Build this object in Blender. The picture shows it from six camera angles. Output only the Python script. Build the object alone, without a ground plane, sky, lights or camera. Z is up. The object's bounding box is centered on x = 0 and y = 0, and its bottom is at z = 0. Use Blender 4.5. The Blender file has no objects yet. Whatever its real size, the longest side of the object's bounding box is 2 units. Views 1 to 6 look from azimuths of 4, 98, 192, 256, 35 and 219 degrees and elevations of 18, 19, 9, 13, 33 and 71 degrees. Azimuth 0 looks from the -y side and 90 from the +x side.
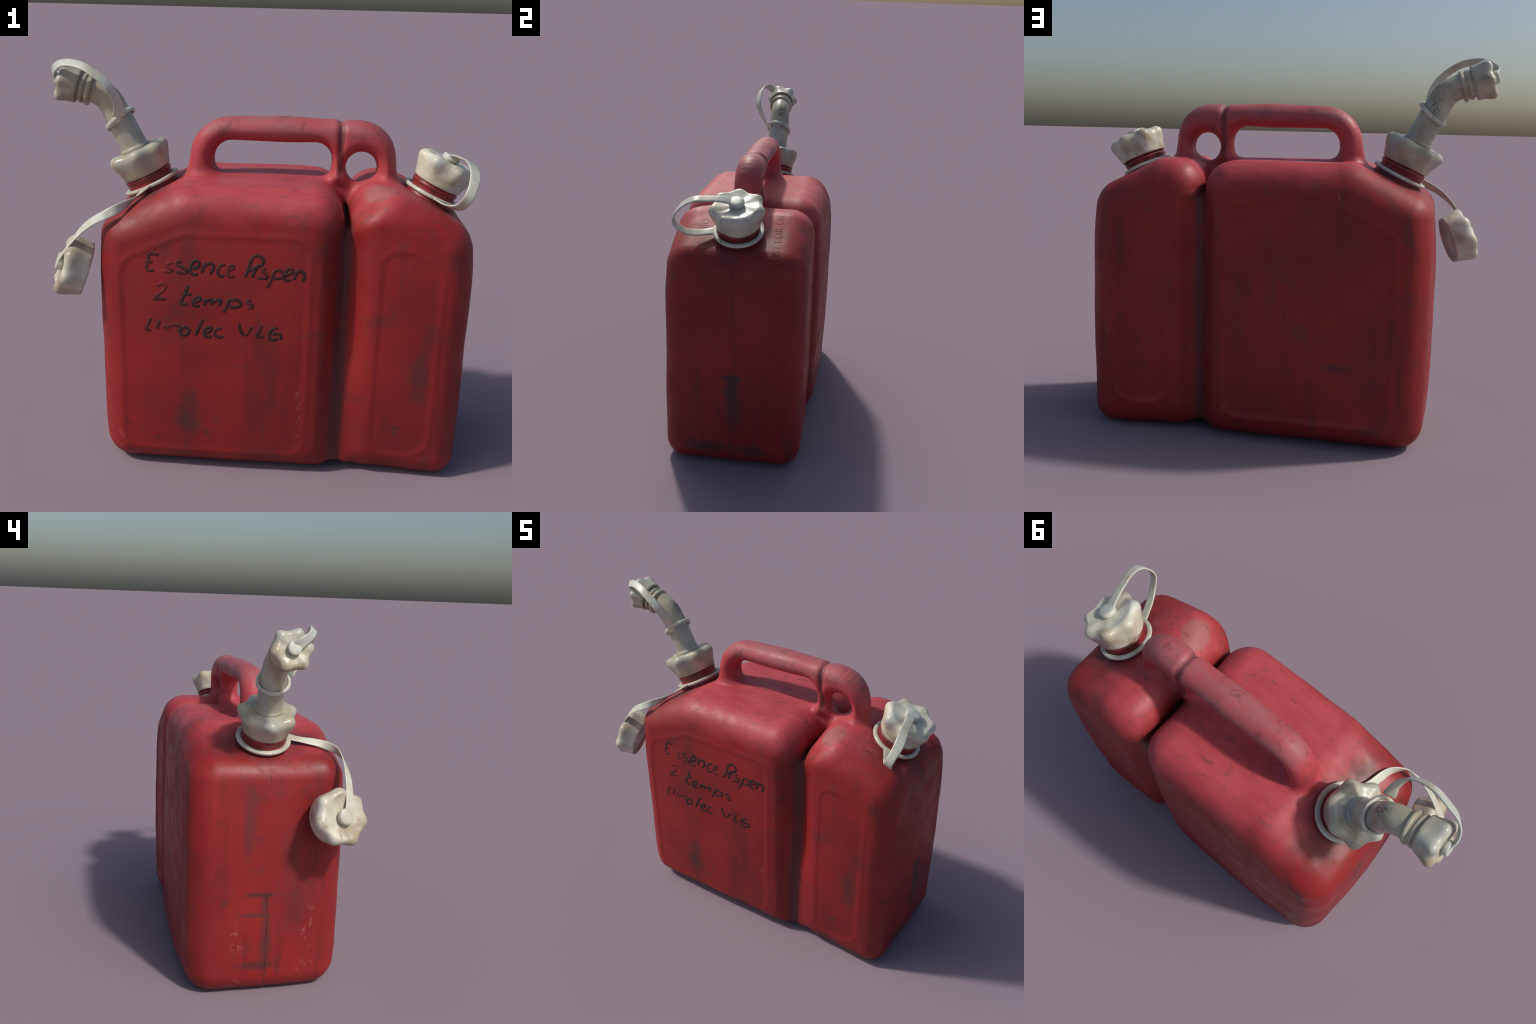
# Red twin-chamber fuel canister with cream spout, caps and retaining straps.
import bpy, bmesh, math
import numpy as np
from mathutils import Vector, Matrix
from mathutils.bvhtree import BVHTree

YC = 0.018                      # mid plane (mould parting plane) of the canister
LABEL = "jerry_can"

# ------------------------------------------------------------------ helpers
def link(ob, parent=None):
    bpy.context.scene.collection.objects.link(ob)
    if parent is not None:
        ob.parent = parent
    return ob

def mesh_object(name, verts, faces, mat, parent, smooth=True):
    me = bpy.data.meshes.new(name)
    me.from_pydata([tuple(map(float, v)) for v in verts], [], [tuple(map(int, f)) for f in faces])
    me.validate()
    bm = bmesh.new(); bm.from_mesh(me)
    bmesh.ops.recalc_face_normals(bm, faces=bm.faces)
    bm.to_mesh(me); bm.free()
    if smooth:
        me.polygons.foreach_set("use_smooth", [True] * len(me.polygons))
    me.materials.append(mat)
    return link(bpy.data.objects.new(name, me), parent)

def unit(v):
    v = np.asarray(v, float)
    return v / np.linalg.norm(v)

def catmull(points, n):
    """Smooth curve through control points (any dimension), resampled evenly."""
    P = np.asarray(points, float)
    Q = np.vstack([2 * P[0] - P[1], P, 2 * P[-1] - P[-2]])
    out = []
    for i in range(1, len(Q) - 2):
        t = np.linspace(0, 1, 24, endpoint=False)[:, None]
        a, b, c, d = Q[i - 1], Q[i], Q[i + 1], Q[i + 2]
        out.append(0.5 * ((2 * b) + (c - a) * t + (2 * a - 5 * b + 4 * c - d) * t ** 2 + (3 * b - a - 3 * c + d) * t ** 3))
    C = np.vstack(out + [P[-1:]])
    s = np.r_[0, np.cumsum(np.linalg.norm(np.diff(C[:, :3], axis=0), axis=1))]
    t = np.linspace(0, s[-1], n)
    return np.stack([np.interp(t, s, C[:, k]) for k in range(C.shape[1])], 1)

def wobble(P, amp, freq, seed):
    """Cheap smooth 3D noise from a few random sine waves."""
    rng = np.random.RandomState(seed)
    d = np.zeros(len(P))
    for _ in range(10):
        k = rng.normal(size=3); k *= freq * rng.uniform(0.6, 1.5) / np.linalg.norm(k)
        d += np.sin(P @ k + rng.uniform(0, 6.28))
    return amp * d / 3.2

# ------------------------------------------------------------------ materials
class Tree:
    def __init__(self, name):
        self.mat = bpy.data.materials.new(name)
        self.mat.use_nodes = True
        self.t = self.mat.node_tree
        self.t.nodes.clear()
        self.out = self.n("ShaderNodeOutputMaterial")
        self.bsdf = self.n("ShaderNodeBsdfPrincipled")
        self.t.links.new(self.bsdf.outputs[0], self.out.inputs[0])
        self.co = self.n("ShaderNodeTexCoord").outputs["Object"]
        self._sep = None

    def n(self, kind, **kw):
        node = self.t.nodes.new(kind)
        for k, v in kw.items():
            setattr(node, k, v)
        return node

    def put(self, sock, v):
        if hasattr(v, "links"):
            self.t.links.new(v, sock)
        else:
            sock.default_value = v

    def math(self, op, a, b=0.0, c=0.0, clamp=False):
        m = self.n("ShaderNodeMath", operation=op, use_clamp=clamp)
        for i, v in enumerate((a, b, c)):
            self.put(m.inputs[i], v)
        return m.outputs[0]

    def xyz(self):
        if self._sep is None:
            s = self.n("ShaderNodeSeparateXYZ"); self.put(s.inputs[0], self.co)
            self._sep = s.outputs
        return self._sep

    def mapped(self, scale=(1, 1, 1), rot=(0, 0, 0), loc=(0, 0, 0)):
        m = self.n("ShaderNodeMapping")
        self.put(m.inputs["Vector"], self.co)
        m.inputs["Scale"].default_value = scale
        m.inputs["Rotation"].default_value = rot
        m.inputs["Location"].default_value = loc
        return m.outputs[0]

    def noise(self, scale, detail=4.0, rough=0.55, vec=None, dist=0.0):
        m = self.n("ShaderNodeTexNoise")
        self.put(m.inputs["Vector"], vec if vec is not None else self.co)
        m.inputs["Scale"].default_value = scale
        m.inputs["Detail"].default_value = detail
        m.inputs["Roughness"].default_value = rough
        m.inputs["Distortion"].default_value = dist
        return m.outputs[0]

    def ramp(self, v, lo, hi, a=0.0, b=1.0):
        m = self.n("ShaderNodeMapRange", interpolation_type="SMOOTHSTEP")
        self.put(m.inputs[0], v)
        for i, x in enumerate((lo, hi, a, b)):
            self.put(m.inputs[i + 1], x)
        return m.outputs[0]

    def mix(self, fac, a, b, blend="MIX"):
        m = self.n("ShaderNodeMix", data_type="RGBA", blend_type=blend)
        self.put(m.inputs[0], fac)
        for s, v in ((m.inputs[6], a), (m.inputs[7], b)):
            self.put(s, v if hasattr(v, "links") else (*v, 1.0))
        return m.outputs[2]

    def blob(self, centre, radii, warp=0.35, soft=1.0, scale=14.0):
        """Soft noisy stain around a point: 1 inside, 0 outside."""
        X = self.xyz()
        total = None
        for i in range(3):
            if radii[i] is None:
                continue
            d = self.math("DIVIDE", self.math("SUBTRACT", X[i], centre[i]), radii[i])
            d = self.math("MULTIPLY", d, d)
            total = d if total is None else self.math("ADD", total, d)
        r = self.math("SQRT", total)
        nz = self.math("MULTIPLY", self.math("SUBTRACT", self.noise(scale, 3.0), 0.5), warp * 4)
        return self.ramp(self.math("ADD", r, nz), 1.0 + 0.5 * soft, 1.0 - 0.7 * soft)

    def bump(self, h, strength, distance, prev=None):
        b = self.n("ShaderNodeBump")
        self.put(b.inputs["Height"], h)
        b.inputs["Strength"].default_value = strength
        b.inputs["Distance"].default_value = distance
        if prev is not None:
            self.put(b.inputs["Normal"], prev)
        return b.outputs[0]

RED_A = (0.295, 0.0170, 0.0160)
RED_B = (0.225, 0.0150, 0.0150)
PALE_PINK = (0.51, 0.076, 0.090)
GRIME = (0.060, 0.028, 0.026)
CHALK = (0.42, 0.17, 0.13)

def red_colour(T):
    X = T.xyz()
    col = T.mix(T.ramp(T.noise(2.2, 3.0), 0.35, 0.65), RED_A, RED_B)
    # vertical drip-like soiling
    streak = T.noise(1.0, 4.0, 0.6, T.mapped((9, 9, 1.6)), 0.6)
    col = T.mix(T.math("MULTIPLY", T.ramp(streak, 0.50, 0.72), 0.55), col, (0.115, 0.018, 0.018))
    blot = T.noise(7.0, 5.0, 0.6, None, 0.4)
    col = T.mix(T.math("MULTIPLY", T.ramp(blot, 0.56, 0.72), 0.38), col, GRIME)
    # paler, mottled pink on shoulders and handle
    top_mottle = T.noise(1.0, 5.0, 0.65, T.mapped((6, 22, 6), (0, 0.3, 0.5)))
    top = T.ramp(T.math("ADD", X[2], T.math("MULTIPLY", T.math("SUBTRACT", T.noise(5.0, 4.0), 0.5), 0.25)), 1.22, 1.40)
    top_pale = T.math("MULTIPLY", top, T.ramp(top_mottle, 0.25, 0.75, 0.55, 0.88))
    col = T.mix(top_pale, col, PALE_PINK)
    # dull greyish pink along the handle top
    grip = T.math("MULTIPLY", T.ramp(X[2], 1.54, 1.62), T.ramp(T.noise(1.0, 4.0, 0.6, T.mapped((5, 16, 16))), 0.3, 0.65, 0.22, 0.68))
    col = T.mix(grip, col, (0.30, 0.122, 0.128))
    # scattered grime and the named stains
    stains = [
        ((-0.30, -0.36, 0.30), (0.06, 0.10, 0.11), 0.75), ((-0.215, -0.36, 0.21), (0.022, 0.1, 0.022), 0.75),
        ((-0.16, -0.36, 0.29), (0.022, 0.1, 0.022), 0.5), ((-0.45, -0.36, 0.165), (0.02, 0.1, 0.02), 0.5),
        ((-0.27, -0.36, 0.42), (0.035, 0.1, 0.06), 0.4),
        ((0.77, -0.36, 0.55), (0.04, 0.1, 0.13), 0.55), ((0.80, -0.36, 0.75), (0.04, 0.1, 0.05), 0.35),
        ((0.675, -0.36, 0.272), (0.020, 0.1, 0.010), 0.75), ((0.675, -0.36, 0.245), (0.016, 0.1, 0.010), 0.75),
        ((0.98, 0.03, 0.555), (0.1, 0.055, 0.022), 0.95), ((0.98, 0.025, 0.48), (0.1, 0.035, 0.085), 0.95), ((0.98, 0.04, 0.36), (0.1, 0.05, 0.13), 0.6),
        ((0.98, -0.12, 0.12), (0.1, 0.13, 0.035), 0.75), ((0.98, 0.14, 0.11), (0.1, 0.12, 0.035), 0.7),
        ((-0.735, 0.05, 0.56), (0.1, 0.09, 0.015), 0.75), ((-0.735, 0.03, 0.51), (0.1, 0.02, 0.07), 0.7),
        ((-0.735, 0.08, 0.45), (0.1, 0.08, 0.014), 0.6), ((-0.735, 0.02, 0.28), (0.1, 0.03, 0.16), 0.6),
        ((-0.735, 0.05, 0.17), (0.1, 0.10, 0.025), 0.6), ((-0.735, 0.12, 0.95), (0.1, 0.03, 0.18), 0.5),
        ((-0.735, -0.13, 0.50), (0.1, 0.06, 0.12), 0.4), ((-0.735, -0.10, 0.78), (0.1, 0.05, 0.16), 0.35),
        ((-0.30, 0.41, 0.42), (0.075, 0.1, 0.024), 0.7), ((-0.13, 0.41, 0.58), (0.05, 0.1, 0.05), 0.4),
        ((-0.46, 0.41, 0.105), (0.06, 0.1, 0.02), 0.5),
        ((0.80, 0.03, 1.30), (0.13, 0.22, 0.12), 0.55), ((-0.55, 0.05, 1.30), (0.15, 0.22, 0.1), 0.6),
        ((-0.50, -0.18, 1.31), (0.06, 0.09, 0.08), 0.55),
    ]
    for c, r, k in stains:
        col = T.mix(T.math("MULTIPLY", T.blob(c, r), k), col, (0.050, 0.030, 0.030))
    # chalky rub marks near the ends
    grit = T.ramp(T.noise(1.0, 5.0, 0.7, T.mapped((48, 48, 26))), 0.53, 0.62)
    for c, r in (((-0.735, 0.17, 0.33), (0.1, 0.05, 0.11)), ((-0.735, -0.20, 0.36), (0.1, 0.045, 0.14)), ((-0.735, -0.20, 0.15), (0.1, 0.05, 0.06)), ((-0.735, 0.17, 0.07), (0.1, 0.05, 0.03)),
                 ((0.87, 0.36, 0.45), (0.018, 0.1, 0.42)), ((-0.62, -0.33, 0.13), (0.03, 0.1, 0.09)), ((0.215, -0.38, 0.30), (0.014, 0.1, 0.20)),
                 ((0.25, 0.41, 0.30), (0.012, 0.1, 0.15))):
        col = T.mix(T.math("MULTIPLY", T.math("MULTIPLY", T.blob(c, r, 0.3, 1.0, 9.0), grit), 0.40), col, CHALK)
    # pale rubbed disc on the small tank's front shoulder
    disc = T.blob((0.53, -0.21, 1.385), (0.085, 0.095, 0.07), 0.12, 0.35)
    col = T.mix(T.math("MULTIPLY", disc, 0.8), col, (0.34, 0.125, 0.11))
    # dull dark red band down the waist groove
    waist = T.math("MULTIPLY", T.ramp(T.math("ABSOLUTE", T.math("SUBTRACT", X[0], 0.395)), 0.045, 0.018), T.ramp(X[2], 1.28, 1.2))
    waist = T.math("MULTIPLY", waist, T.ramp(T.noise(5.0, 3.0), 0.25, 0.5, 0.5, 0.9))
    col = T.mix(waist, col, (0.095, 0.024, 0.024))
    # near-black line in the handle notch
    notch = T.math("MULTIPLY", T.ramp(T.math("ABSOLUTE", T.math("SUBTRACT", X[0], 0.362)), 0.020, 0.010), T.ramp(X[2], 1.36, 1.42))
    notch = T.math("MULTIPLY", notch, T.ramp(X[2], 1.655, 1.62))
    col = T.mix(T.math("MULTIPLY", notch, 0.6), col, (0.055, 0.030, 0.030))
    # mould parting line on both ends
    seam = T.ramp(T.math("ABSOLUTE", T.math("SUBTRACT", X[1], YC)), 0.0035, 0.0012)
    right = T.math("MULTIPLY", T.ramp(X[0], 0.86, 0.88), T.math("ADD", T.ramp(X[2], 0.80, 0.90), T.ramp(X[2], 0.58, 0.54)))
    left = T.math("MULTIPLY", T.ramp(X[0], -0.64, -0.66), T.math("ADD", T.ramp(X[2], 1.12, 1.16), T.ramp(X[2], 0.58, 0.54)))
    ends = T.math("ADD", left, right)
    brk = T.ramp(T.noise(1.0, 3.0, 0.5, T.mapped((0, 0, 6))), 0.42, 0.52, 0.15, 1.0)
    col = T.mix(T.math("MULTIPLY", T.math("MULTIPLY", seam, ends), T.math("MULTIPLY", brk, 0.85)), col, (0.03, 0.015, 0.016))
    smudge = T.math("MULTIPLY", T.ramp(T.noise(13.0, 5.0, 0.65, T.mapped((1, 1.6, 1), (0, 0, 0.6)), 0.7), 0.56, 0.68), T.ramp(X[2], 1.05, 1.25))
    col = T.mix(T.math("MULTIPLY", smudge, 0.5), col, (0.12, 0.045, 0.043))
    # chalky scratches
    sc = T.ramp(T.noise(1.0, 6.0, 0.7, T.mapped((30, 30, 6), (0.1, 0.15, 0))), 0.66, 0.74)
    sc = T.math("MULTIPLY", sc, T.ramp(T.noise(3.0, 2.0), 0.52, 0.66))
    col = T.mix(T.math("MULTIPLY", sc, 0.55), col, CHALK)
    sp = T.ramp(T.noise(60.0, 2.0), 0.76, 0.80)
    col = T.mix(T.math("MULTIPLY", sp, 0.5), col, CHALK)
    return col

def red_finish(T, rough=0.50):
    r = T.ramp(T.noise(9.0, 4.0), 0.3, 0.7, rough - 0.07, rough + 0.12)
    T.put(T.bsdf.inputs["Roughness"], r)
    T.bsdf.inputs["Specular IOR Level"].default_value = 0.38
    fine = T.noise(1.0, 4.0, 0.6, T.mapped((60, 160, 60), (0.2, 0, 0.4)))
    b = T.bump(fine, 0.10, 0.004)
    b = T.bump(T.noise(11.0, 3.0), 0.10, 0.012, b)
    T.put(T.bsdf.inputs["Normal"], b)

def make_red():
    T = Tree("weathered_red_plastic")
    T.put(T.bsdf.inputs["Base Color"], red_colour(T))
    red_finish(T)
    return T.mat

def make_neck_red():
    T = Tree("clean_red_plastic")
    col = T.mix(T.ramp(T.noise(14.0, 4.0), 0.35, 0.7), (0.26, 0.016, 0.018), (0.11, 0.014, 0.016))
    T.put(T.bsdf.inputs["Base Color"], col)
    T.bsdf.inputs["Roughness"].default_value = 0.4
    return T.mat

def make_ink(name, strength):
    """Felt-pen ink over the red plastic; a worn pen lets the red show through."""
    T = Tree(name)
    worn = T.ramp(T.noise(28.0, 4.0, 0.65), 0.30, 0.72, strength, strength * 0.78)
    T.put(T.bsdf.inputs["Base Color"], T.mix(worn, red_colour(T), (0.013, 0.012, 0.013)))
    red_finish(T)
    return T.mat

def make_cream(name, base, dark, dirt_level=0.5, stain=0.6, pen_marks=None):
    """Yellowed polyethylene: mottled, brown handling dirt, grey smears, black specks."""
    T = Tree(name)
    col = T.mix(T.ramp(T.noise(7.0, 4.0), 0.35, 0.66), base, dark)
    warm = T.noise(6.5, 4.0, 0.6, T.mapped((1, 1, 1), (0, 0, 0), (3.1, 1.7, 0.4)), 0.4)
    col = T.mix(T.math("MULTIPLY", T.ramp(warm, 0.46, 0.66), stain), col, (0.34, 0.265, 0.175))
    cool = T.noise(5.0, 4.0, 0.6, T.mapped((1, 1, 1), (0, 0, 0), (7.3, 4.1, 2.2)), 0.4)
    col = T.mix(T.math("MULTIPLY", T.ramp(cool, 0.50, 0.68), 0.5), col, (0.36, 0.40, 0.40))
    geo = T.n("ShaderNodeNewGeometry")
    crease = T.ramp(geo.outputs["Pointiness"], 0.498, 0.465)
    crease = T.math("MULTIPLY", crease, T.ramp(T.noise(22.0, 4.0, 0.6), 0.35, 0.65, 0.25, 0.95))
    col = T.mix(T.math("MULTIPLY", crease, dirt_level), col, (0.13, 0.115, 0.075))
    sm = T.ramp(T.noise(15.0, 5.0, 0.65, T.mapped((1, 1, 0.5)), 0.8), 0.60, 0.72)
    col = T.mix(T.math("MULTIPLY", sm, 0.55), col, (0.12, 0.105, 0.08))
    sp = T.ramp(T.noise(75.0, 2.0), 0.74, 0.78)
    col = T.mix(T.math("MULTIPLY", sp, 0.8), col, (0.06, 0.05, 0.04))
    for c, r in (pen_marks or ()):
        mark = T.math("MULTIPLY", T.blob(c, r, 0.3, 0.8, 20.0), T.ramp(T.noise(55.0, 3.0, 0.6, None, 1.2), 0.46, 0.58))
        col = T.mix(T.math("MULTIPLY", mark, 0.8), col, (0.05, 0.05, 0.052))
    T.put(T.bsdf.inputs["Base Color"], col)
    T.put(T.bsdf.inputs["Roughness"], T.ramp(T.noise(10.0, 3.0), 0.3, 0.7, 0.27, 0.44))
    T.put(T.bsdf.inputs["Normal"], T.bump(T.noise(24.0, 4.0), 0.22, 0.006))
    return T, col

# ------------------------------------------------------------------ canister body as a distance field
def fillet(corners, steps=8):
    """Polygon (x, z, radius) -> polyline with round corners."""
    out, n = [], len(corners)
    for i in range(n):
        p = np.array(corners[i][:2]); r = corners[i][2]
        a = unit(np.array(corners[i - 1][:2]) - p); b = unit(np.array(corners[(i + 1) % n][:2]) - p)
        half = math.acos(np.clip(a @ b, -1, 1)) / 2
        c = p + unit(a + b) * r / math.sin(half)
        t = r / math.tan(half)
        s, e = p + a * t - c, p + b * t - c
        a0, a1 = math.atan2(s[1], s[0]), math.atan2(e[1], e[0])
        d = (a1 - a0 + math.pi) % (2 * math.pi) - math.pi
        for k in range(steps + 1):
            q = a0 + d * k / steps
            out.append(c + r * np.array([math.cos(q), math.sin(q)]))
    return np.array(out)

def polygon_distance(x, z, poly):
    shape = np.broadcast(x, z).shape
    best = np.full(shape, 1e9, np.float32); inside = np.zeros(shape, bool)
    n = len(poly)
    for i in range(n):
        ax, az = poly[i]; bx, bz = poly[(i + 1) % n]
        ex, ez = bx - ax, bz - az
        L = ex * ex + ez * ez
        if L < 1e-14:
            continue
        t = np.clip(((x - ax) * ex + (z - az) * ez) / L, 0, 1)
        best = np.minimum(best, (x - ax - t * ex) ** 2 + (z - az - t * ez) ** 2)
        if az != bz:
            cross = ((az > z) != (bz > z)) & (x < ex * (z - az) / (bz - az) + ax)
            inside ^= cross
    d = np.sqrt(best)
    return np.where(inside, -d, d)

def curve_distance(x, z, pts):
    """Distance to a polyline of (x, z, radius): returns distance and local radius."""
    best = np.full(np.broadcast(x, z).shape, 1e9, np.float32); rad = np.zeros_like(best)
    for (ax, az, ar), (bx, bz, br) in zip(pts[:-1], pts[1:]):
        ex, ez = bx - ax, bz - az
        t = np.clip(((x - ax) * ex + (z - az) * ez) / (ex * ex + ez * ez), 0, 1)
        d = (x - ax - t * ex) ** 2 + (z - az - t * ez) ** 2
        m = d < best
        best = np.where(m, d, best); rad = np.where(m, ar + (br - ar) * t, rad)
    return np.sqrt(best), rad

def smin(a, b, k):
    h = np.clip(0.5 + 0.5 * (b - a) / k, 0, 1)
    return b + (a - b) * h - k * h * (1 - h)

def smax(a, b, k):
    return -smin(-a, -b, k)

def sstep(v, lo, hi):
    t = np.clip((v - lo) / (hi - lo), 0, 1)
    return t * t * (3 - 2 * t)

LARGE = fillet([(-0.718, 0.0, 0.122), (0.388, 0.0, 0.13), (0.388, 1.381, 0.142), (-0.342, 1.381, 0.20), (-0.718, 1.212, 0.115)], 18)
SMALL = fillet([(0.408, 0.0, 0.14), (0.975, 0.0, 0.10), (0.966, 1.218, 0.14), (0.625, 1.383, 0.16), (0.408, 1.383, 0.145)], 18)
PANELS = [  # moulded fields: (front?, outline)
    (True, fillet([(-0.60, 0.115, 0.07), (0.235, 0.115, 0.07), (0.235, 1.175, 0.06), (-0.32, 1.175, 0.08), (-0.60, 1.045, 0.08)])),
    (True, fillet([(0.565, 0.135, 0.08), (0.825, 0.135, 0.09), (0.825, 1.05, 0.08), (0.70, 1.13, 0.08), (0.565, 1.13, 0.07)])),
    (False, fillet([(-0.555, 0.135, 0.07), (0.255, 0.135, 0.07), (0.255, 1.175, 0.06), (-0.29, 1.175, 0.08), (-0.555, 1.05, 0.08)])),
    (False, fillet([(0.572, 0.155, 0.08), (0.838, 0.155, 0.09), (0.838, 1.08, 0.08), (0.72, 1.165, 0.08), (0.572, 1.165, 0.08)])),
]
LOOP = fillet([(-0.395, 1.22, 0.01), (-0.322, 1.651, 0.19), (0.10, 1.662, 0.5), (0.600, 1.652, 0.185), (0.655, 1.22, 0.01)])
GRIP_HOLE = fillet([(-0.232, 1.376, 0.075), (0.321, 1.372, 0.07), (0.321, 1.545, 0.08), (-0.232, 1.541, 0.085)])
FINGER_HOLE = (0.464, 1.438, 0.072)

BELLIES = [  # outward swelling of each big face: centre x, half width, centre z, half height, amount
    (-0.175, 0.53, 0.62, 0.64, 0.030), (0.694, 0.27, 0.60, 0.60, 0.010),
    (-0.175, 0.53, 0.64, 0.66, 0.038), (0.694, 0.27, 0.62, 0.62, 0.007)]

def belly(x, z, i):
    cx, w, cz, hh, amount = BELLIES[i]
    u = np.clip(np.abs(x - cx) / w, 0, 1) ** 2.4
    v = np.clip(np.abs(z - cz) / hh, 0, 1) ** 2.6
    f = (1 - u) * (1 - v)
    return amount * (0.6 * f + 0.4 * f * f * (3 - 2 * f))

def body_field(x, y, z, x2, z2):
    """x, y, z full coordinates; x2, z2 broadcastable 2D versions for profile work."""
    yc = y - YC
    ay = np.abs(yc)

    def extrude(d2, hy, r):
        q1, q2 = d2 + r, ay - hy + r
        return np.minimum(np.maximum(q1, q2), 0) + np.sqrt(np.maximum(q1, 0) ** 2 + np.maximum(q2, 0) ** 2) - r

    fields = [(f, polygon_distance(x2, z2, poly)) for f, poly in PANELS]
    front = yc < 0
    swell_l = np.where(front, belly(x2, z2, 0), belly(x2, z2, 2))
    swell_s = np.where(front, belly(x2, z2, 1), belly(x2, z2, 3))
    large = extrude(polygon_distance(x2, z2, LARGE), np.where(front, 0.406, 0.392) + swell_l, 0.108 + 0.034 * sstep(z2, 0.95, 1.3) + 0.022 * sstep(-z2, -0.25, -0.05))
    small = extrude(polygon_distance(x2, z2, SMALL), 0.378 + swell_s, 0.138 - 0.036 * sstep(x2, 0.60, 0.85) * sstep(-z2, -1.18, -0.95))
    # both end walls belly outwards too
    large = large - 0.026 * np.clip(1 - (ay / 0.36) ** 2, 0, 1) * np.clip(1 - (np.abs(z - 0.58) / 0.62) ** 3, 0, 1) * sstep(-x, 0.45, 0.66)
    small = small - 0.026 * np.clip(1 - (ay / 0.36) ** 2, 0, 1) * np.clip(1 - (np.abs(z - 0.56) / 0.62) ** 3, 0, 1) * sstep(x, 0.70, 0.92)
    web2 = np.maximum(np.abs(x2 - 0.395) - 0.06, np.maximum(0.045 - z2, z2 - 1.19))
    web = smax(web2, ay - np.where(front, 0.300 + 0.058 * sstep(-z2, -0.85, -0.30), 0.308), 0.03)
    # pressed-in flat on the small tank's front shoulder, beside the slot
    press = -0.60 * (x - 0.500) - 0.36 * (y + 0.215) + 0.71 * (z - 1.350)
    press = press - 0.30 * np.maximum(y + 0.13, 0)
    small = np.where(front, smax(small, press, 0.035), small)
    tanks = smin(large, small, 0.012)
    tanks = smin(tanks, web, 0.06)
    channel = (np.sqrt(((x2 - 0.410) / 0.070) ** 2 + ((ay - 0.405 - np.where(front, 0.032 * sstep(-z2, -0.85, -0.30), 0.0)) / 0.070) ** 2) - 1) * 0.07
    channel = smax(channel, z2 - 1.17, 0.06)
    tanks = smax(tanks, -channel, 0.05)
    arch = np.sqrt((x2 - 0.400) ** 2 / 2.2 + (z2 + 0.015) ** 2) - 0.055
    tanks = smax(tanks, -arch, 0.03)
    # grip loop: a slab outline minus the two openings, worked to an oval section
    loop = polygon_distance(x2, z2, LOOP)
    loop = smax(loop, -polygon_distance(x2, z2, GRIP_HOLE), 0.012)
    loop = smax(loop, FINGER_HOLE[2] - np.sqrt((x2 - FINGER_HOLE[0]) ** 2 + (z2 - FINGER_HOLE[1]) ** 2), 0.012)
    h = 0.062
    thick = 0.075 - 0.031 * sstep(1.40 - z2, 0.0, 0.06)
    handle = (np.sqrt((np.maximum(loop + h, 0) / h) ** 2 + (yc / thick) ** 2) - 1) * h
    handle = smax(handle, 1.27 - z2, 0.03)
    d = smin(tanks, handle, 0.04)
    # notch ring round the handle
    d = d + 0.012 * np.exp(-((x - 0.362) / 0.017) ** 2) * sstep(z, 1.36, 1.45)
    # shallow moulded border round each field
    for f, p2 in fields:
        side = sstep(-yc if f else yc, 0.20, 0.30)
        d = d + (0.0024 if f else 0.0065) * sstep(-p2, -0.016, 0.018) * side - (0.0016 if f else 0.0028) * np.exp(-((p2 - 0.014) / 0.016) ** 2) * side
    # crushed lower front corner of the small tank
    dent = 0.25 * (x - 0.985) - 0.85 * (y + 0.385) - 0.46 * (z - 0.125)
    d = smax(d, dent, 0.03)
    return d

def body_at(P):
    x, y, z = P[:, 0], P[:, 1], P[:, 2]
    return body_field(x, y, z, x, z) + wobble(P, 0.0022, 9.0, 5) + wobble(P, 0.0009, 28.0, 8)

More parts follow.
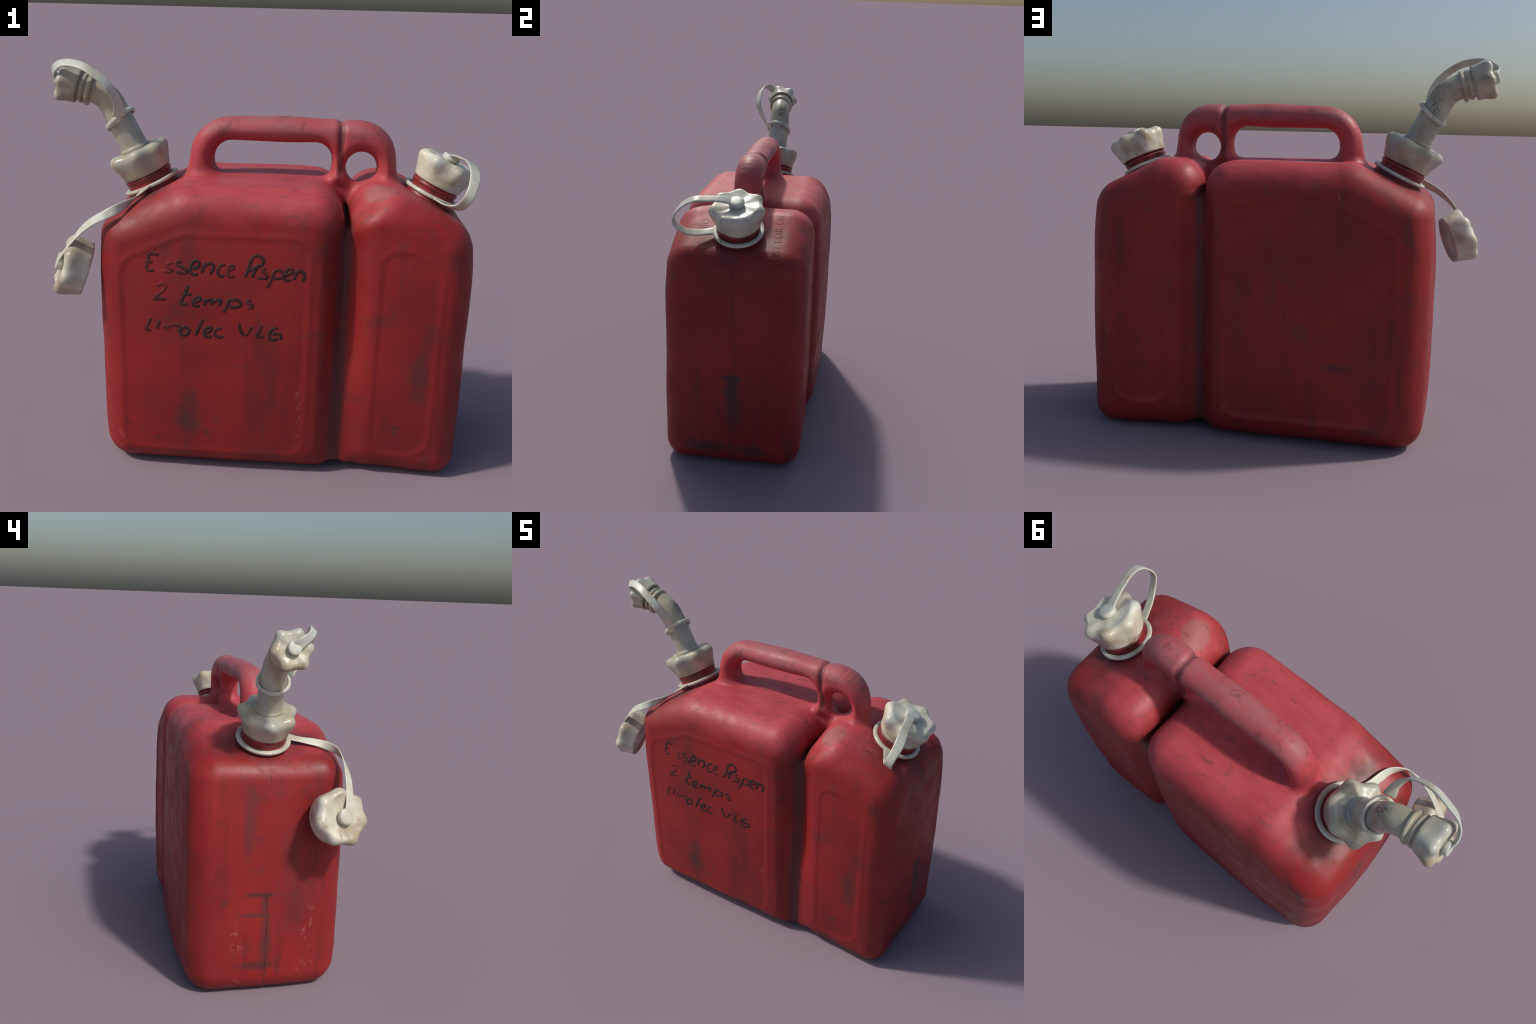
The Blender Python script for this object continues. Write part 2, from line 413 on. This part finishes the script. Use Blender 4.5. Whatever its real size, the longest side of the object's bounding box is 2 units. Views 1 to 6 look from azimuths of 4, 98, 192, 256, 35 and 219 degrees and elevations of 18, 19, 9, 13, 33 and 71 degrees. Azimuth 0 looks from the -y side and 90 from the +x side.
def build_body():
    h = 0.0085
    gx = np.arange(-0.78, 1.05, h, dtype=np.float32)
    gy = np.arange(-0.47, 0.47, h, dtype=np.float32)
    gz = np.arange(-0.04, 1.71, h, dtype=np.float32)
    X, Y, Z = gx[:, None, None], gy[None, :, None], gz[None, None, :]
    F = body_field(X, Y, Z, X, Z).astype(np.float32)
    inside = F < 0
    n = [s - 1 for s in F.shape]
    cnt = np.zeros(n, np.int8)
    for i in (0, 1):
        for j in (0, 1):
            for k in (0, 1):
                cnt += inside[i:n[0] + i, j:n[1] + j, k:n[2] + k]
    cells = np.argwhere((cnt > 0) & (cnt < 8))
    index = -np.ones(n, np.int64)
    index[tuple(cells.T)] = np.arange(len(cells))
    V = np.zeros((len(cells), 3)); W = np.zeros(len(cells))
    corners = [np.array(c) for c in np.ndindex(2, 2, 2)]
    for a in corners:
        for axis in range(3):
            if a[axis]:
                continue
            b = a.copy(); b[axis] = 1
            fa = F[tuple((cells + a).T)]; fb = F[tuple((cells + b).T)]
            m = (fa < 0) != (fb < 0)
            t = np.where(m, fa / np.where(m, fa - fb, 1), 0)
            V += np.where(m[:, None], cells + a + (b - a) * t[:, None], 0); W += m
    V = V / W[:, None] * h + np.array([gx[0], gy[0], gz[0]])
    quads = []
    for axis in range(3):
        u, v = (axis + 1) % 3, (axis + 2) % 3
        sl0 = [slice(1, -1)] * 3; sl1 = [slice(1, -1)] * 3
        sl0[axis] = slice(0, -1); sl1[axis] = slice(1, None)
        A, B = inside[tuple(sl0)], inside[tuple(sl1)]
        E = np.argwhere(A != B)
        off = np.ones(3, int); off[axis] = 0
        E = E + off
        eu, ev = np.eye(3, dtype=int)[u], np.eye(3, dtype=int)[v]
        q = [index[tuple((E - du * eu - dv * ev).T)] for du, dv in ((1, 1), (0, 1), (0, 0), (1, 0))]
        q = np.stack(q, 1)
        flip = inside[tuple((E).T)] if False else A[tuple((E - off).T)]
        q[~flip] = q[~flip][:, ::-1]
        quads.append(q)
    Q = np.vstack(quads)
    # relax + project to the exact (wobbled) field
    def grad(P):
        e = 2e-3
        return np.stack([(body_at(P + e * np.eye(3)[i]) - body_at(P - e * np.eye(3)[i])) / (2 * e) for i in range(3)], 1)
    for it in range(3):
        S = np.zeros_like(V); C = np.zeros(len(V))
        for k in range(4):
            a, b = Q[:, k], Q[:, (k + 1) % 4]
            for s, e in ((a, b), (b, a)):
                np.add.at(S, s, V[e]); np.add.at(C, s, 1)
        V = 0.5 * V + 0.5 * S / np.maximum(C, 1)[:, None]
        f0 = body_at(V)
        g = np.stack([(body_at(V + 1e-3 * np.eye(3)[i]) - f0) / 1e-3 for i in range(3)], 1)
        V = V - np.clip(f0, -0.01, 0.01)[:, None] * g / np.maximum((g * g).sum(1), 0.2)[:, None]
    N = grad(V); N /= np.linalg.norm(N, axis=1)[:, None]
    V[:, 2] = np.maximum(V[:, 2], 0.0)
    return V, Q, N

def split_body(V, Q, N, mat, parent):
    c = V[Q].mean(1)
    handle = (c[:, 2] > 1.405)
    small = (~handle) & (c[:, 0] > 0.395)
    parts = []
    for name, mask in (("large_tank", ~handle & ~small), ("small_tank", small), ("handle", handle)):
        q = Q[mask]
        ids, inv = np.unique(q, return_inverse=True)
        me = bpy.data.meshes.new(name)
        me.from_pydata(V[ids].tolist(), [], inv.reshape(-1, 4).tolist())
        me.polygons.foreach_set("use_smooth", [True] * len(me.polygons))
        me.normals_split_custom_set_from_vertices(N[ids].tolist())
        me.materials.append(mat)
        parts.append(link(bpy.data.objects.new(name, me), parent))
    return parts

# ------------------------------------------------------------------ turned and lobed parts
def frame(axis, ref=(0, 1, 0)):
    a = unit(axis)
    r = np.asarray(ref, float); r = unit(r - a * (r @ a))
    return r, np.cross(a, r), a

def loft(name, centre, axis, rings, mat, parent, seg=84, ref=(0, 1, 0), wob=0.0, seed=0):
    """rings: list of functions or (radius, height); closes with poles at both ends when radius 0."""
    r, s, a = frame(axis, ref)
    th = np.linspace(0, 2 * math.pi, seg, endpoint=False)
    V, F = [], []
    for ring in rings:
        R, H = ring(th) if callable(ring) else (np.full(seg, ring[0]), np.full(seg, ring[1]))
        V.append(np.asarray(centre) + np.outer(R * np.cos(th), r) + np.outer(R * np.sin(th), s) + np.outer(H, a))
    V = np.vstack(V)
    if wob:
        V = V + np.stack([wobble(V, wob, 30.0, seed + k) for k in range(3)], 1)
    for i in range(len(rings) - 1):
        for j in range(seg):
            k = (j + 1) % seg
            F.append((i * seg + j, i * seg + k, (i + 1) * seg + k, (i + 1) * seg + j))
    F.append(tuple(range(seg))[::-1]); F.append(tuple((len(rings) - 1) * seg + j for j in range(seg)))
    return mesh_object(name, V, F, mat, parent)

def lobed_cap(name, centre, axis, mat, parent, lobes=7, bottom=0.122, valley=0.124, crest=0.152, height=0.125,
              inner=None, phase=0.0, ref=(0, 1, 0), hollow=False, seed=1, dish=0.014):
    """Star-knob cap: round skirt below, lobes growing upward, dished top. Height 0 = skirt rim."""
    rings = []

    def lobe(th):
        return (0.5 + 0.5 * np.cos(lobes * th + phase)) ** 1.2

    def ring(u, inset, lift):
        def f(th):
            L = lobe(th)
            k = sstep(np.array(u), 0.0, 0.85)
            R = bottom + (valley + (crest - valley) * L - bottom) * k
            return R - inset * (0.6 + 0.4 * L), np.full_like(th, u * height) + lift + 0.003 * L * k ** 2 - 0.004 * (1 - L) * k ** 2
        return f
    if hollow:
        rings += [(bottom * 0.02, height * 0.72), (bottom * 0.80, height * 0.72), (bottom * 0.84, height * 0.66), (bottom * 0.86, 0.004), (bottom * 0.90, 0.0)]
    else:
        rings += [(bottom * 0.02, 0.012), (bottom * 0.5, 0.012), (bottom * 0.84, 0.009), (bottom * 0.93, 0.0)]
    for u, inset, lift in ((0.0, 0.004, 0.0), (0.03, 0.0, 0.002), (0.15, 0, 0), (0.3, 0, 0), (0.45, 0, 0), (0.6, 0, 0), (0.70, 0, 0),
                           (0.76, 0.001, 0), (0.83, 0.0035, 0), (0.89, 0.008, 0), (0.94, 0.0145, 0), (0.975, 0.022, 0), (1.0, 0.034, 0)):
        rings.append(ring(u, inset, lift))

    mean = 0.5 * (valley + crest) - 0.032

    def top(f, drop):
        def g(th):
            L = lobe(th)
            R0 = valley + (crest - valley) * L - 0.034 * (0.6 + 0.4 * L)
            w = f ** 2.2
            base = 0.003 * L - 0.004 * (1 - L)
            return (mean + (R0 - mean) * w) * f, height + base * w - drop * (1 - w)
        return g
    for f in (0.96, 0.90, 0.82, 0.72, 0.60, 0.46, 0.30, 0.14, 0.02):
        rings.append(top(f, dish))
    return loft(name, centre, axis, rings, mat, parent, seg=lobes * 16, ref=ref, wob=0.0024, seed=seed)

def ring_torus(name, centre, axis, R, w, t, mat, parent, ref=(0, 1, 0), wob=0.0012, seed=0):
    """Flat retaining ring: rounded rectangular section (radial width w, thickness t)."""
    r, s, a = frame(axis, ref)
    seg, cs = 84, 14
    V, F = [], []
    for i in range(seg):
        th = 2 * math.pi * i / seg
        d = math.cos(th) * r + math.sin(th) * s
        for j in range(cs):
            q = 2 * math.pi * j / cs
            c, n = math.cos(q), math.sin(q)
            V.append(np.asarray(centre) + d * (R + w / 2 * math.copysign(abs(c) ** 0.6, c)) + a * (t / 2 * math.copysign(abs(n) ** 0.6, n)))
            F.append((i * cs + j, ((i + 1) % seg) * cs + j, ((i + 1) % seg) * cs + (j + 1) % cs, i * cs + (j + 1) % cs))
    V = np.array(V)
    V = V + np.stack([wobble(V, wob, 25.0, seed + k) for k in range(3)], 1)
    return mesh_object(name, V, F, mat, parent)

def strap(name, path, widths, mat, parent, width=0.036, thick=0.009, n=70, seed=0, flare=1.25):
    """Flat moulded band along path; widths = direction of the band's width at each control point."""
    C = catmull(path, n)
    Wd = catmull(np.hstack([np.asarray(path, float), np.asarray(widths, float)]), n)[:, 3:]
    T = np.gradient(C, axis=0); T /= np.linalg.norm(T, axis=1)[:, None]
    Wd = Wd - T * (Wd * T).sum(1)[:, None]; Wd /= np.linalg.norm(Wd, axis=1)[:, None]
    Nn = np.cross(T, Wd)
    cs = 14
    V, F = [], []
    rng = np.random.RandomState(seed)
    jit = np.interp(np.arange(n), np.linspace(0, n, 12), rng.uniform(0.93, 1.07, 12))
    for i in range(n):
        e = min(i, n - 1 - i) / n
        w = width * jit[i] * (1 + (flare - 1) * max(0, 1 - e / 0.10))
        for j in range(cs):
            q = 2 * math.pi * j / cs
            c, s = math.cos(q), math.sin(q)
            V.append(C[i] + Wd[i] * (w / 2 * math.copysign(abs(c) ** 0.55, c)) + Nn[i] * (thick / 2 * math.copysign(abs(s) ** 0.7, s) * (1 - 0.25 * (1 - abs(c)))))
    for i in range(n - 1):
        for j in range(cs):
            F.append((i * cs + j, i * cs + (j + 1) % cs, (i + 1) * cs + (j + 1) % cs, (i + 1) * cs + j))
    F.append(tuple(range(cs))); F.append(tuple((n - 1) * cs + j for j in range(cs)))
    return mesh_object(name, V, F, mat, parent)

def button(name, centre, axis, r, t, mat, parent):
    return loft(name, centre, axis, [(r * 0.3, -t * 0.9), (r * 0.80, -t * 0.9), (r * 0.84, -t * 0.15), (r * 0.97, 0.0), (r, t * 0.2), (r, t * 0.72),
                                     (r * 0.95, t * 0.9), (r * 0.86, t * 0.98), (r * 0.5, t * 1.03), (r * 0.1, t * 1.04)], mat, parent, seg=40, wob=0.0008, seed=9)

def tube(name, path, mat, parent, seg=48, wob=0.001, seed=3):
    """Round tube along (x, y, z, radius) control points."""
    C = catmull(path, 110)
    P, R = C[:, :3], C[:, 3]
    T = np.gradient(P, axis=0); T /= np.linalg.norm(T, axis=1)[:, None]
    side = np.array([0, 1.0, 0])
    V, F = [], []
    for i in range(len(P)):
        a = unit(side - T[i] * (side @ T[i])); b = np.cross(T[i], a)
        for j in range(seg):
            q = 2 * math.pi * j / seg
            V.append(P[i] + R[i] * (math.cos(q) * a + math.sin(q) * b))
    for i in range(len(P) - 1):
        for j in range(seg):
            k = (j + 1) % seg
            F.append((i * seg + j, i * seg + k, (i + 1) * seg + k, (i + 1) * seg + j))
    F.append(tuple(range(seg))); F.append(tuple((len(P) - 1) * seg + j for j in range(seg)))
    V = np.array(V)
    V = V + np.stack([wobble(V, wob, 22.0, seed + k) for k in range(3)], 1)
    return mesh_object(name, V, F, mat, parent)

# ------------------------------------------------------------------ felt-pen handwriting (x, z in millimetres on the front panel)
STRONG, MID, FAINT = 0, 1, 2
PEN = [
    (MID, [[(-473,1096),(-479,1061),(-487,1022)],[(-473,1096),(-450,1093),(-429,1090)],[(-479,1057),(-456,1057)],[(-487,1022),(-472,1015),(-451,1020)]]),
    (FAINT, [[(-368,1058),(-391,1048),(-394,1036),(-373,1026),(-370,1018),(-390,1013),(-414,1017)]]),
    (MID, [[(-325,1060),(-345,1065),(-350,1051),(-327,1041),(-304,1027),(-301,1015),(-326,1014),(-352,1016)]]),
    (STRONG, [[(-281,1035),(-253,1044),(-248,1065),(-265,1072),(-282,1052),(-287,1025),(-275,1010),(-252,1011)]]),
    (STRONG, [[(-222,1066),(-230,1037),(-235,1017)],[(-225,1046),(-208,1061),(-185,1059),(-187,1036),(-198,1014)]]),
    (STRONG, [[(-131,1059),(-148,1058),(-161,1041),(-164,1020),(-150,1007),(-132,1011)]]),
    (MID, [[(-119,1031),(-100,1041),(-92,1055),(-109,1057),(-119,1037),(-119,1017),(-107,1006),(-93,1010)]]),
    (STRONG, [[(-45,1006),(-29,1041),(-14,1092),(11,1107),(36,1093),(32,1068),(4,1055),(-29,1034)],[(12,1062),(-1,1036),(-11,1007)]]),
    (MID, [[(51,1052),(35,1045),(36,1034),(53,1023),(56,1009),(37,1005),(12,1009)]]),
    (MID, [[(86,1040),(76,1004),(55,960)]]),
    (STRONG, [[(83,1038),(108,1044),(128,1031),(123,1013),(98,1007),(75,1010)]]),
    (STRONG, [[(134,1022),(162,1033),(167,1048),(147,1050),(134,1030),(132,1009),(143,999),(163,1003)]]),
    (STRONG, [[(189,1053),(181,1027),(175,1002)],[(181,1033),(200,1044),(221,1030),(219,1012),(211,997)]]),
    (FAINT, [[(-440,942),(-422,956),(-401,955),(-401,934),(-425,911)]]),
    (MID, [[(-425,911),(-452,885),(-426,887),(-393,887)]]),
    (STRONG, [[(-295,961),(-308,922),(-328,880),(-320,867),(-297,868)],[(-317,915),(-279,916)]]),
    (STRONG, [[(-271,877),(-242,891),(-245,906),(-262,901),(-273,880),(-268,863),(-242,864)]]),
    (STRONG, [[(-216,898),(-224,865)],[(-222,880),(-199,896),(-187,891),(-193,870)],[(-190,882),(-162,895),(-147,891),(-158,867)]]),
    (STRONG, [[(-111,901),(-118,873),(-138,835)],[(-116,891),(-84,900),(-59,888),(-65,870),(-90,863),(-118,868)]]),
    (MID, [[(-11,902),(-28,898),(-31,887),(-10,881),(-7,866),(-29,861)]]),
    (MID, [[(-468,791),(-478,765),(-490,741),(-484,730),(-469,735)]]),
    (MID, [[(-428,783),(-442,737)]]),
    (FAINT, [[(-415,743),(-403,757),(-391,752),(-397,736)],[(-391,752),(-373,763),(-361,755)]]),
    (MID, [[(-358,758),(-343,765),(-334,751),(-344,734)]]),
    (STRONG, [[(-294,753),(-318,755),(-332,732),(-320,717),(-297,725),(-288,750)]]),
    (STRONG, [[(-227,801),(-244,763),(-262,718)]]),
    (STRONG, [[(-221,730),(-195,744),(-192,760),(-212,756),(-223,736),(-215,715),(-186,717)]]),
    (STRONG, [[(-142,760),(-166,752),(-175,729),(-157,715),(-134,721)]]),
    (STRONG, [[(-65,788),(-57,754),(-44,730)]]),
    (MID, [[(-44,730),(-27,737),(-8,769),(-2,776)]]),
    (MID, [[(38,782),(27,752),(17,729),(51,727)]]),
    (STRONG, [[(115,768),(96,771),(79,753),(73,727),(86,715),(114,718)],[(85,743),(122,743),(126,715)]]),
]

def handwriting(bvh, mats, parent):
    words = {STRONG: ([], []), MID: ([], []), FAINT: ([], [])}
    rng = np.random.RandomState(4)
    for level, strokes in PEN:
        V, F = words[level]
        for st in strokes:
            p = np.array(st, float) / 1000
            L = np.linalg.norm(np.diff(p, axis=0), axis=1).sum()
            c = catmull(np.c_[p[:, 0], np.zeros(len(p)), p[:, 1]], max(8, int(L / 0.004)))
            t = np.gradient(c, axis=0); t /= np.linalg.norm(t, axis=1)[:, None]
            side = np.stack([-t[:, 2], np.zeros(len(t)), t[:, 0]], 1)
            # round pen tip: width narrows at both ends
            u = np.linspace(0, L, len(c)); end = np.minimum(u, L - u)
            w = 0.0083 * np.sqrt(np.clip(1 - (1 - np.clip(end / 0.0062, 0, 1)) ** 2, 0.06, 1)) * (1 + 0.08 * np.sin(u * 90 + rng.uniform(0, 6)))
            base = len(V)
            for i in range(len(c)):
                for k, lift in ((-1.0, 0.0), (-0.88, 0.0007), (0.88, 0.0007), (1.0, 0.0)):
                    q = c[i] + side[i] * w[i] * k
                    hit = bvh.ray_cast(Vector((q[0], -1.0, q[2])), Vector((0, 1, 0)))
                    yy = hit[0].y if hit[0] is not None else -0.36
                    V.append((q[0], yy - lift + (0.0003 if lift == 0 else 0), q[2]))
            for i in range(len(c) - 1):
                for k in range(3):
                    a = base + i * 4 + k
                    F.append((a, a + 1, a + 5, a + 4))
    out = []
    for level, (V, F) in words.items():
        out.append(mesh_object("handwriting", V, F, mats[level], parent))
    return out

def raised_text(body, size, centre, x_dir, normal, bvh, mat, parent):
    """Moulded letters, wrapped on to the shoulder below them."""
    cu = bpy.data.curves.new("raised_lettering", "FONT")
    cu.body = body; cu.size = size; cu.extrude = 0.5; cu.align_x = "CENTER"; cu.align_y = "CENTER"
    tmp = link(bpy.data.objects.new("raised_lettering_curve", cu))
    dg = bpy.context.evaluated_depsgraph_get()
    me = bpy.data.meshes.new_from_object(tmp.evaluated_get(dg))
    bpy.data.objects.remove(tmp)
    me.materials.clear(); me.materials.append(mat)
    Z = Vector(unit(normal)); X = Vector(unit(x_dir)); X = (X - Z * X.dot(Z)).normalized(); Yv = Z.cross(X)
    for v in me.vertices:
        p = Vector(centre) + X * v.co.x + Yv * v.co.y
        hit = bvh.ray_cast(p + Z * 0.2, -Z)
        q = hit[0] if hit[0] is not None else p
        v.co = q + Z * (0.0012 if v.co.z > 0 else -0.004)
    me.name = "raised_lettering"
    return link(bpy.data.objects.new("raised_lettering", me), parent)

# ------------------------------------------------------------------ assemble
def main():
    root = bpy.data.objects.new(LABEL, None)
    link(root)
    root["label"] = "worn red plastic twin-chamber fuel canister with cream pouring spout"
    root["category"] = "fuel canister"

    red = make_red(); neck_red = make_neck_red()
    TA, colA = make_cream("cream_plastic", (0.66, 0.64, 0.52), (0.52, 0.49, 0.37), 1.0, 0.85); cream = TA.mat
    TB, colB = make_cream("aged_cream_plastic", (0.52, 0.49, 0.365), (0.38, 0.35, 0.245), 1.0, 0.9, [((-0.685, 0.035, 1.745), (0.035, 0.035, 0.04)), ((-0.70, 0.075, 1.66), (0.03, 0.03, 0.045))]); aged = TB.mat
    TS, colS = make_cream("strap_plastic", (0.62, 0.63, 0.53), (0.50, 0.49, 0.39), 0.3, 0.5); band = TS.mat
    inks = {STRONG: make_ink("felt_pen_ink", 0.95), MID: make_ink("worn_felt_pen_ink", 0.78), FAINT: make_ink("faint_felt_pen_ink", 0.42)}

    V, Q, N = build_body()
    tanks = split_body(V, Q, N, red, root)
    bvh = BVHTree.FromPolygons(V.tolist(), Q.tolist())
    handwriting(bvh, inks, tanks[0])

    # ---- main neck, nut and spout
    ax = unit((-0.437, 0.0, 0.90)); base = np.array((-0.541, 0.02, 1.322))
    at = lambda t: base + ax * t
    loft("neck", base, ax, [(0.125, -0.07), (0.125, -0.012), (0.118, 0.0), (0.113, 0.012), (0.113, 0.03), (0.117, 0.034), (0.117, 0.046), (0.111, 0.05),
                            (0.111, 0.10), (0.05, 0.10)], neck_red, root)
    ring_torus("retaining_ring", at(0.000), ax, 0.127, 0.027, 0.019, band, root)
    nut = lobed_cap("spout_nut", at(0.055), ax, aged, root, lobes=7, bottom=0.121, valley=0.134, crest=0.156, height=0.122, phase=2.07, dish=0.004, seed=11)
    spout = tube("spout", [(*at(0.15), 0.074), (*at(0.180), 0.074), (*at(0.187), 0.074), (*at(0.192), 0.070), (*at(0.200), 0.0665), (*at(0.24), 0.065), (-0.690, 0.022, 1.618, 0.064),
                          (-0.730, 0.022, 1.695, 0.063), (-0.757, 0.020, 1.728, 0.0625), (-0.795, 0.018, 1.750, 0.062), (-0.820, 0.016, 1.758, 0.063), (-0.838, 0.015, 1.763, 0.067), (-0.93, 0.011, 1.790, 0.067)], aged, root)
    cap_ax = unit((-0.958, -0.035, 0.285)); tip = np.array((-0.868, 0.012, 1.771))
    ring_torus("spout_bead", tip - cap_ax * 0.042 + np.array((0, 0, -0.002)), cap_ax, 0.065, 0.022, 0.020, aged, spout, seed=2)
    ring_torus("spout_bead", tip - cap_ax * 0.014, cap_ax, 0.064, 0.020, 0.018, aged, spout, seed=5)
    end_cap = lobed_cap("spout_cap", tip + cap_ax * 0.010, cap_ax, aged, root, lobes=6, bottom=0.082, valley=0.088, crest=0.106, height=0.094, phase=-0.7, seed=21, dish=0.006)
    button("rivet", tip + cap_ax * 0.108, cap_ax, 0.033, 0.020, band, end_cap)
    rn = unit(np.cross((0.743, 0.0, 0.669), (0.05, 1, -0.17)))
    ring_torus("spout_ring", (-0.689, 0.02, 1.623), rn, 0.077, 0.016, 0.021, band, root, seed=8)
    strap("retaining_strap", [tip + cap_ax * 0.115 + np.array((0, 0.0, 0)), (-0.986, -0.030, 1.834), (-0.968, -0.066, 1.856), (-0.935, -0.088, 1.878), (-0.89, -0.100, 1.886), (-0.825, -0.120, 1.876),
                              (-0.771, -0.130, 1.849), (-0.727, -0.130, 1.815), (-0.692, -0.122, 1.770), (-0.672, -0.096, 1.712), (-0.672, -0.066, 1.648)],
          [(0.0, 0.7, 0.7), (-0.25, 0.7, 0.65), (-0.45, 0.65, 0.55), (-0.4, 0.7, 0.55), (-0.15, 0.75, 0.62), (0.05, 0.74, 0.66), (0.3, 0.72, 0.6), (0.45, 0.7, 0.5), (0.55, 0.65, 0.4), (0.75, 0.5, 0.3), (0.95, 0.2, 0.1)],
          band, root, width=0.046, thick=0.012, seed=1)

    # ---- dangling cap on its strap
    hang_ax = unit((-0.90, -0.28, 0.34)); hc = np.array((-0.914, -0.317, 1.028)) - hang_ax * 0.136 + np.array((-0.004, 0.009, -0.020))
    loose = lobed_cap("dangling_cap", hc, hang_ax, cream, root, lobes=7, bottom=0.124, valley=0.132, crest=0.150, height=0.122, phase=-1.76, hollow=False, seed=31, dish=0.016)
    button("rivet", hc + hang_ax * 0.120, hang_ax, 0.041, 0.024, band, loose)
    strap("retaining_strap", [(-0.541, -0.105, 1.328), (-0.553, -0.165, 1.315), (-0.577, -0.270, 1.297), (-0.625, -0.333, 1.276), (-0.674, -0.354, 1.251), (-0.729, -0.355, 1.222),
                              (-0.780, -0.352, 1.183), (-0.825, -0.347, 1.134), (-0.867, -0.338, 1.080), (-0.905, -0.325, 1.030), tuple(hc + hang_ax * 0.131)],
          [(0.9, 0, 0.42), (0.85, 0.0, 0.5), (0.6, 0.3, 0.75), (0.25, 0.35, 0.9), (0.1, 0.4, 0.9), (0.0, 0.55, 0.8), (0, 0.7, 0.7), (0, 0.8, 0.55), (0, 0.9, 0.4), (-0.1, 0.95, 0.3), (-0.2, 0.95, 0.2)],
          band, root, width=0.044, seed=2)

    # ---- small neck and its cap
    ax2 = unit((0.412, 0.0, 0.911)); base2 = np.array((0.800, 0.014, 1.322))
    at2 = lambda t: base2 + ax2 * t
    loft("neck", base2, ax2, [(0.122, -0.07), (0.122, -0.012), (0.115, 0.0), (0.110, 0.012), (0.110, 0.03), (0.114, 0.034), (0.114, 0.044), (0.108, 0.048),
                              (0.108, 0.10), (0.05, 0.10)], neck_red, root)
    ring_torus("retaining_ring", at2(0.004), ax2, 0.124, 0.024, 0.018, band, root, seed=14)
    cap2 = lobed_cap("tank_cap", at2(0.055), ax2, cream, root, lobes=7, bottom=0.119, valley=0.131, crest=0.152, height=0.126, phase=1.2, seed=41, dish=0.012)
    button("rivet", at2(0.180), ax2, 0.041, 0.024, band, cap2)
    wv = (0.91, 0.0, -0.41)
    strap("retaining_strap", [tuple(at2(0.190)), (0.894, -0.056, 1.512), (0.914, -0.128, 1.514), (0.931, -0.202, 1.509), (0.938, -0.270, 1.466), (0.914, -0.308, 1.387),
                              (0.886, -0.258, 1.328), (0.850, -0.188, 1.312), (0.815, -0.105, 1.318)],
          [wv] * 9, band, root, width=0.048, thick=0.011, seed=3)

    # ---- moulded lettering beside the small neck
    sh_n = unit((0.433, 0.0, 0.90))
    raised_text("JUST FOR OIL", 0.062, (0.795, 0.225, 1.3085), (-0.9, -0.05, 0.43), sh_n, bvh, red, tanks[1])
    raised_text("OIL", 0.062, (0.74, -0.185, 1.334), (0.9, -0.05, -0.43), sh_n, bvh, red, tanks[1])

main()
